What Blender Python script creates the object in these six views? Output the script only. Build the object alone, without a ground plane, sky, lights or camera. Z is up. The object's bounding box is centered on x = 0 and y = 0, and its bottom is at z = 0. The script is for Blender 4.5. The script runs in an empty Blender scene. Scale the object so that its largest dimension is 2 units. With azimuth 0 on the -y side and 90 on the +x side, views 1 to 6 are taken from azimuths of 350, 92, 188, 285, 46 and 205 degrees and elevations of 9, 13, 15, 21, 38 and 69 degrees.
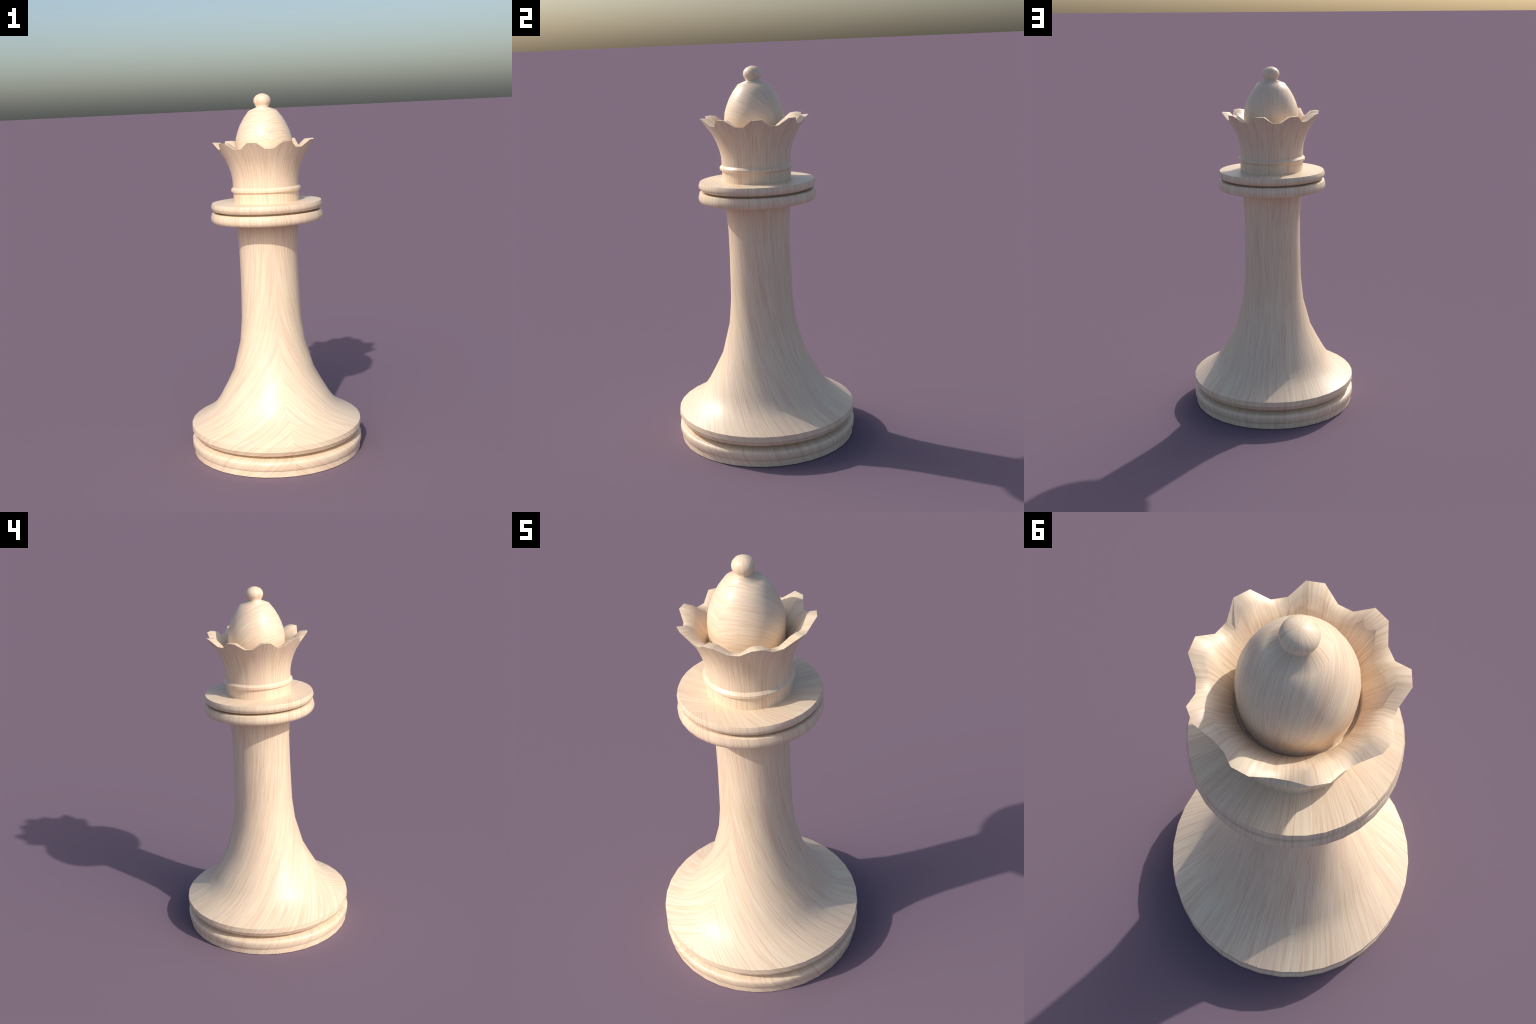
"""A turned wooden chess queen, built as one lathe profile (36 facets round),
then separated by region into named parts that share the body's normals."""
import bpy, bmesh, math
from mathutils import Vector

SEG = 36                      # facets round the axis; vertices stand every 10 degrees
TEETH = 9                     # crown points: 2 high + 2 low vertices each

# ---------------------------------------------------------------- lathe profile
# (radius, height, part whose faces start here, crease?)  from the foot upwards,
# over the crown's edge, down into its bowl, up the dome to the top of the ball.
PROFILE = [
    # foot
    (0.4755, 0.0000, "base", True),
    (0.4755, 0.0318, "base", True),
    (0.4712, 0.0328, "base", True),
    (0.4790, 0.0343, "base", True),
    (0.4842, 0.0460, "base", False),
    (0.4845, 0.0670, "base", False),
    (0.4835, 0.0750, "base", False),
    (0.4785, 0.0815, "base", False),
    (0.4715, 0.0845, "base", False),
    (0.4180, 0.0945, "base", True),
    # flared stem
    (0.4180, 0.1095, "stem", True),
    (0.4690, 0.1135, "stem", True),
    (0.4835, 0.1390, "stem", True),
    (0.4810, 0.1655, "stem", True),
    (0.4330, 0.1920, "stem", False),
    (0.3860, 0.2225, "stem", False),
    (0.3480, 0.2530, "stem", False),
    (0.3160, 0.2980, "stem", False),
    (0.2700, 0.3800, "stem", False),
    (0.2265, 0.4650, "stem", False),
    (0.1830, 0.6280, "stem", False),
    (0.1688, 0.7600, "stem", False),
    (0.1664, 0.8500, "stem", False),
    (0.1632, 1.0000, "stem", False),
    (0.1632, 1.1480, "stem", False),
    (0.1730, 1.3050, "stem", True),
    # double collar
    (0.2970, 1.3054, "collar_ring", True),
    (0.3040, 1.3090, "collar_ring", False),
    (0.3105, 1.3220, "collar_ring", False),
    (0.3115, 1.3370, "collar_ring", False),
    (0.3050, 1.3580, "collar_ring", True),
    (0.2960, 1.3612, "collar_ring", True),
    (0.2580, 1.3608, "collar_ring", True),
    (0.2580, 1.3732, "collar_ring_b", True),
    (0.2970, 1.3730, "collar_ring_b", True),
    (0.3055, 1.3830, "collar_ring_b", False),
    (0.3085, 1.3950, "collar_ring_b", False),
    (0.3020, 1.4135, "collar_ring_b", True),
    # neck of the crown with its bead
    (0.1810, 1.4135, "crown", True),
    (0.1810, 1.4670, "neck_bead", True),
    (0.1925, 1.4760, "neck_bead", True),
    (0.1925, 1.4865, "neck_bead", True),
    (0.1815, 1.4990, "crown", True),
    (0.1825, 1.5400, "crown", False),
    (0.1893, 1.5780, "crown", False),
    (0.2020, 1.6160, "crown", False),
    (0.2198, 1.6570, "crown", False),
    ("rim",), ("lip",),
    (0.2010, 1.6890, "crown", False),
    (0.1690, 1.6500, "crown", False),
    (0.1605, 1.6150, "crown", True),
    # dome
    (0.1530, 1.6130, "dome", False),
    (0.1563, 1.6750, "dome", False),
    (0.1572, 1.7250, "dome", False),
    (0.1525, 1.7660, "dome", False),
    (0.1425, 1.7980, "dome", False),
    (0.1270, 1.8350, "dome", False),
    (0.1055, 1.8720, "dome", False),
    (0.0775, 1.9085, "dome", False),
    (0.0335, 1.9265, "finial_ball", False),
    (0.0425, 1.9410, "finial_ball", False),
    (0.0467, 1.9510, "finial_ball", False),
    (0.0478, 1.9620, "finial_ball", False),
    (0.0440, 1.9765, "finial_ball", False),
    (0.0320, 1.9900, "finial_ball", False),
    (0.0135, 1.9982, "finial_ball", False),
]
RIM = {True: (0.2815, 1.7450), False: (0.2545, 1.7105)}    # crown edge: point / notch
LIP = {True: (0.2410, 1.7430), False: (0.2220, 1.7080)}    # inner crease of the edge
TOP = 2.000


def is_point(i):
    """Crown points cover the vertices at 10 and 20 degrees of every 40."""
    return i % 4 in (1, 2)


# ---------------------------------------------------------------- materials
def wood(name, t_of, a, b, k, seed=0.0):
    """Pale straight-grained wood.  The grain is laid as a flat veneer wrapped
    round the axis and meeting at the front (-y): with zeta = t + i*theta the
    veneer plane is w = a*zeta + b*exp(k*zeta), so the grain runs with the axis
    at the back and leans away from the joint at the front.
    t_of(nodes helper) gives the distance along the profile in units of radius."""
    m = bpy.data.materials.new(name)
    m.use_nodes = True
    nt = m.node_tree
    N, L = nt.nodes, nt.links
    N.clear()

    def link(src, dst):
        L.new(src, dst)

    def math_(op, x, y=None, z=None):
        n = N.new("ShaderNodeMath"); n.operation = op
        for s, v in zip(n.inputs, (x, y, z)):
            if v is None: continue
            if isinstance(v, (int, float)): s.default_value = v
            else: link(v, s)
        return n.outputs[0]

    tc = N.new("ShaderNodeTexCoord")
    sep = N.new("ShaderNodeSeparateXYZ"); link(tc.outputs["Object"], sep.inputs[0])
    X, Y, Z = sep.outputs
    R = math_("SQRT", math_("ADD", math_("MULTIPLY", X, X), math_("MULTIPLY", Y, Y)))
    TH = math_("ARCTAN2", X, Y)
    t = t_of(math_, N, link, R, Z)
    e = math_("MULTIPLY", math_("EXPONENT", math_("MULTIPLY", t, k)), b)
    kth = math_("MULTIPLY", TH, k)
    U = math_("ADD", math_("MULTIPLY", TH, a), math_("MULTIPLY", e, math_("SINE", kth)))
    V = math_("ADD", math_("MULTIPLY", t, a), math_("MULTIPLY", e, math_("COSINE", kth)))

    def coords(fu, fv, w):
        c = N.new("ShaderNodeCombineXYZ")
        link(math_("MULTIPLY", U, fu), c.inputs[0])
        link(math_("MULTIPLY", V, fv), c.inputs[1])
        c.inputs[2].default_value = w + seed
        return c.outputs[0]

    def noise(fu, fv, w, detail=2.0, rough=0.5, dist=0.0):
        n = N.new("ShaderNodeTexNoise")
        n.inputs["Scale"].default_value = 1.0
        n.inputs["Detail"].default_value = detail
        n.inputs["Roughness"].default_value = rough
        n.inputs["Distortion"].default_value = dist
        link(coords(fu, fv, w), n.inputs["Vector"])
        return n.outputs["Fac"]

    def ramp(f, stops):
        n = N.new("ShaderNodeValToRGB")
        els = n.color_ramp.elements
        els[0].position, els[0].color = stops[0][0], (*stops[0][1], 1)
        els[1].position, els[1].color = stops[-1][0], (*stops[-1][1], 1)
        for p, c in stops[1:-1]:
            x = els.new(p); x.color = (*c, 1)
        link(f, n.inputs[0]); return n.outputs[0]

    def mix(kind, f, c1, c2):
        n = N.new("ShaderNodeMix"); n.data_type = "RGBA"; n.blend_type = kind
        for s, v in ((n.inputs[0], f), (n.inputs[6], c1), (n.inputs[7], c2)):
            if isinstance(v, (int, float)): s.default_value = v
            elif isinstance(v, tuple): s.default_value = (*v, 1)
            else: link(v, s)
        return n.outputs[2]

    wave = math_("MULTIPLY", math_("SUBTRACT", noise(14, 7, 30.5, 1, 0.5), 0.5), 0.005)
    U = math_("ADD", U, wave)                          # the lines wander a little
    broad = noise(26, 1.2, 3.1, 2, 0.55)               # pinkish and yellowish bands
    streak = noise(200, 5.0, 7.7, 2, 0.60)             # growth lines
    fine = noise(430, 9, 12.3, 2, 0.6)                # fibres
    col = ramp(broad, [(0.32, C_PINK), (0.5, C_MID), (0.68, C_CREAM)])
    lines = ramp(streak, [(0.32, C_DARK), (0.50, (0.955, 0.935, 0.915)), (0.66, C_PALE)])
    col = mix("MULTIPLY", 1.0, col, lines)
    fib = ramp(fine, [(0.32, C_FIBRE), (0.62, (1, 1, 1))])
    col = mix("MULTIPLY", 1.0, col, fib)
    p = N.new("ShaderNodeBsdfPrincipled")
    link(col, p.inputs["Base Color"])
    p.inputs["Roughness"].default_value = 0.42
    p.inputs["Specular IOR Level"].default_value = 0.5
    o = N.new("ShaderNodeOutputMaterial")
    link(p.outputs[0], o.inputs[0])
    return m


C_PINK = (0.856, 0.664, 0.510)
C_MID = (0.876, 0.708, 0.530)
C_CREAM = (0.893, 0.744, 0.548)
C_DARK = (0.86, 0.785, 0.71)
C_PALE = (1.0, 1.0, 1.0)
C_FIBRE = (0.92, 0.90, 0.87)


def curve_t(points):
    """t as a piecewise function of height, integrated from the profile."""
    def f(math_, N, link, R, Z):
        n = N.new("ShaderNodeFloatCurve")
        z0, z1 = points[0][0], points[-1][0]
        t0 = min(p[1] for p in points); t1 = max(p[1] for p in points)
        cv = n.mapping.curves[0]
        xy = [((z - z0) / (z1 - z0), (t - t0) / (t1 - t0)) for z, t in points]
        cv.points[0].location, cv.points[-1].location = xy[0], xy[-1]
        for q in xy[1:-1]: cv.points.new(*q)
        for q in cv.points: q.handle_type = "AUTO_CLAMPED"
        n.mapping.update()
        link(math_("DIVIDE", math_("SUBTRACT", Z, z0), z1 - z0), n.inputs["Value"])
        return math_("ADD", math_("MULTIPLY", n.outputs[0], t1 - t0), t0)
    return f


def integrate(part, falling):
    """Sum of arc length over radius along one part's profile: [(z, t)] by height."""
    pts = [p[:2] for p in PROFILE if len(p) > 1 and p[2] in part]
    out, t = [(pts[0][1], 0.0)], 0.0
    for (r0, z0), (r1, z1) in zip(pts, pts[1:]):
        t += math.hypot(r1 - r0, z1 - z0) / (0.5 * (r0 + r1))
        if z1 > out[-1][0] + 1e-4: out.append((z1, t))
    return [(z, -q) for z, q in out] if falling else out


def by_radius(rate, rise=0.0):
    def f(math_, N, link, R, Z):
        t = math_("MULTIPLY", math_("LOGARITHM", math_("MAXIMUM", R, 0.01), math.e), rate)
        return math_("ADD", t, math_("MULTIPLY", Z, rise))
    return f


# ---------------------------------------------------------------- body
def ring_points(entry):
    for i in range(SEG):
        if entry[0] == "rim": r, z = RIM[is_point(i)]
        elif entry[0] == "lip": r, z = LIP[is_point(i)]
        else: r, z = entry[0], entry[1]
        a = 2 * math.pi * i / SEG                  # azimuth 0 on -y, 90 on +x
        yield Vector((r * math.sin(a), -r * math.cos(a), z))


def build_body():
    """The whole piece as one closed mesh; face tags remember the part."""
    verts, faces, tags, sharp_rings = [], [], [], set()
    for j, e in enumerate(PROFILE):
        verts += list(ring_points(e))
        if len(e) > 1 and e[3]: sharp_rings.add(j)
    for j in range(len(PROFILE) - 1):
        e = PROFILE[j]
        tag = "crown" if len(e) == 1 else e[2]
        for i in range(SEG):
            k = (i + 1) % SEG
            faces.append((j * SEG + i, j * SEG + k, (j + 1) * SEG + k, (j + 1) * SEG + i))
            tags.append(tag)
    top = len(verts); verts.append(Vector((0, 0, TOP)))
    last = (len(PROFILE) - 1) * SEG
    for i in range(SEG):
        faces.append((last + i, last + (i + 1) % SEG, top)); tags.append("finial_ball")
    faces.append(tuple(range(SEG - 1, -1, -1))); tags.append("base")     # underside
    me = bpy.data.meshes.new("body")
    me.from_pydata(verts, [], faces)
    me.polygons.foreach_set("use_smooth", [True] * len(me.polygons))
    rim = [j for j, e in enumerate(PROFILE) if e[0] == "rim"][0]
    sharp_rings.add(rim)
    for ed in me.edges:
        a, b = ed.vertices
        if a < top and b < top and a // SEG == b // SEG and a // SEG in sharp_rings:
            ed.use_edge_sharp = True
    me.update()
    return me, tags


def split_parts(me, tags):
    normals = [Vector(c.vector) for c in me.corner_normals]
    parts = {}
    for tag in dict.fromkeys(tags):
        used, verts, faces, nors = {}, [], [], []
        for p in me.polygons:
            if tags[p.index] != tag: continue
            f = []
            for li in p.loop_indices:
                vi = me.loops[li].vertex_index
                if vi not in used:
                    used[vi] = len(verts); verts.append(me.vertices[vi].co.copy())
                f.append(used[vi]); nors.append(normals[li])
            faces.append(f)
        m = bpy.data.meshes.new(tag)
        m.from_pydata(verts, [], faces)
        m.polygons.foreach_set("use_smooth", [True] * len(m.polygons))
        m.update()
        m.normals_split_custom_set([tuple(n) for n in nors])
        parts[tag] = m
    return parts


def main():
    root = bpy.data.objects.new("chess_queen", None)
    root.empty_display_size = 0.2
    bpy.context.collection.objects.link(root)
    root["label"] = "pale turned wooden chess queen with nine-pointed crown"
    root["category"] = "chess piece"

    stem_t = [(z, t) for z, t in integrate({"stem"}, True) if z > 0.16]
    stem_t = [(0.0, 0.34)] + [(z, t - stem_t[0][1]) for z, t in stem_t]
    grain_stem = wood("stem_wood", curve_t(stem_t), 0.165, 0.330, 0.55)
    grain_collar = wood("collar_wood", by_radius(1.0), 0.10, 1.00, 0.35, 4.0)
    grain_crown = wood("crown_wood", by_radius(1.6, 4.0), 0.17, 0.008, 0.30, 9.0)
    dome_t = [(z, t) for z, t in integrate({"dome"}, True) if z > 1.58]
    grain_dome = wood("dome_wood", curve_t(dome_t), 0.0, 0.85, 0.60, 15.0)
    ball_t = curve_t([(1.92, 0.0), (2.0, -2.5)])
    grain_ball = wood("ball_wood", ball_t, 0.05, 0.0, 0.30, 21.0)
    material = {"base": grain_stem, "stem": grain_stem, "collar_ring": grain_collar,
                "collar_ring_b": grain_collar, "crown": grain_crown,
                "neck_bead": grain_crown, "dome": grain_dome, "finial_ball": grain_ball}

    me, tags = build_body()
    parents = {}
    for tag, mesh in split_parts(me, tags).items():
        name = "collar_ring" if tag.startswith("collar_ring") else tag
        mesh.name = name
        mesh.materials.append(material[tag])
        ob = bpy.data.objects.new(name, mesh)
        bpy.context.collection.objects.link(ob)
        ob.parent = parents["crown"] if tag == "neck_bead" else root
        parents[tag] = ob
    bpy.data.meshes.remove(me)


main()
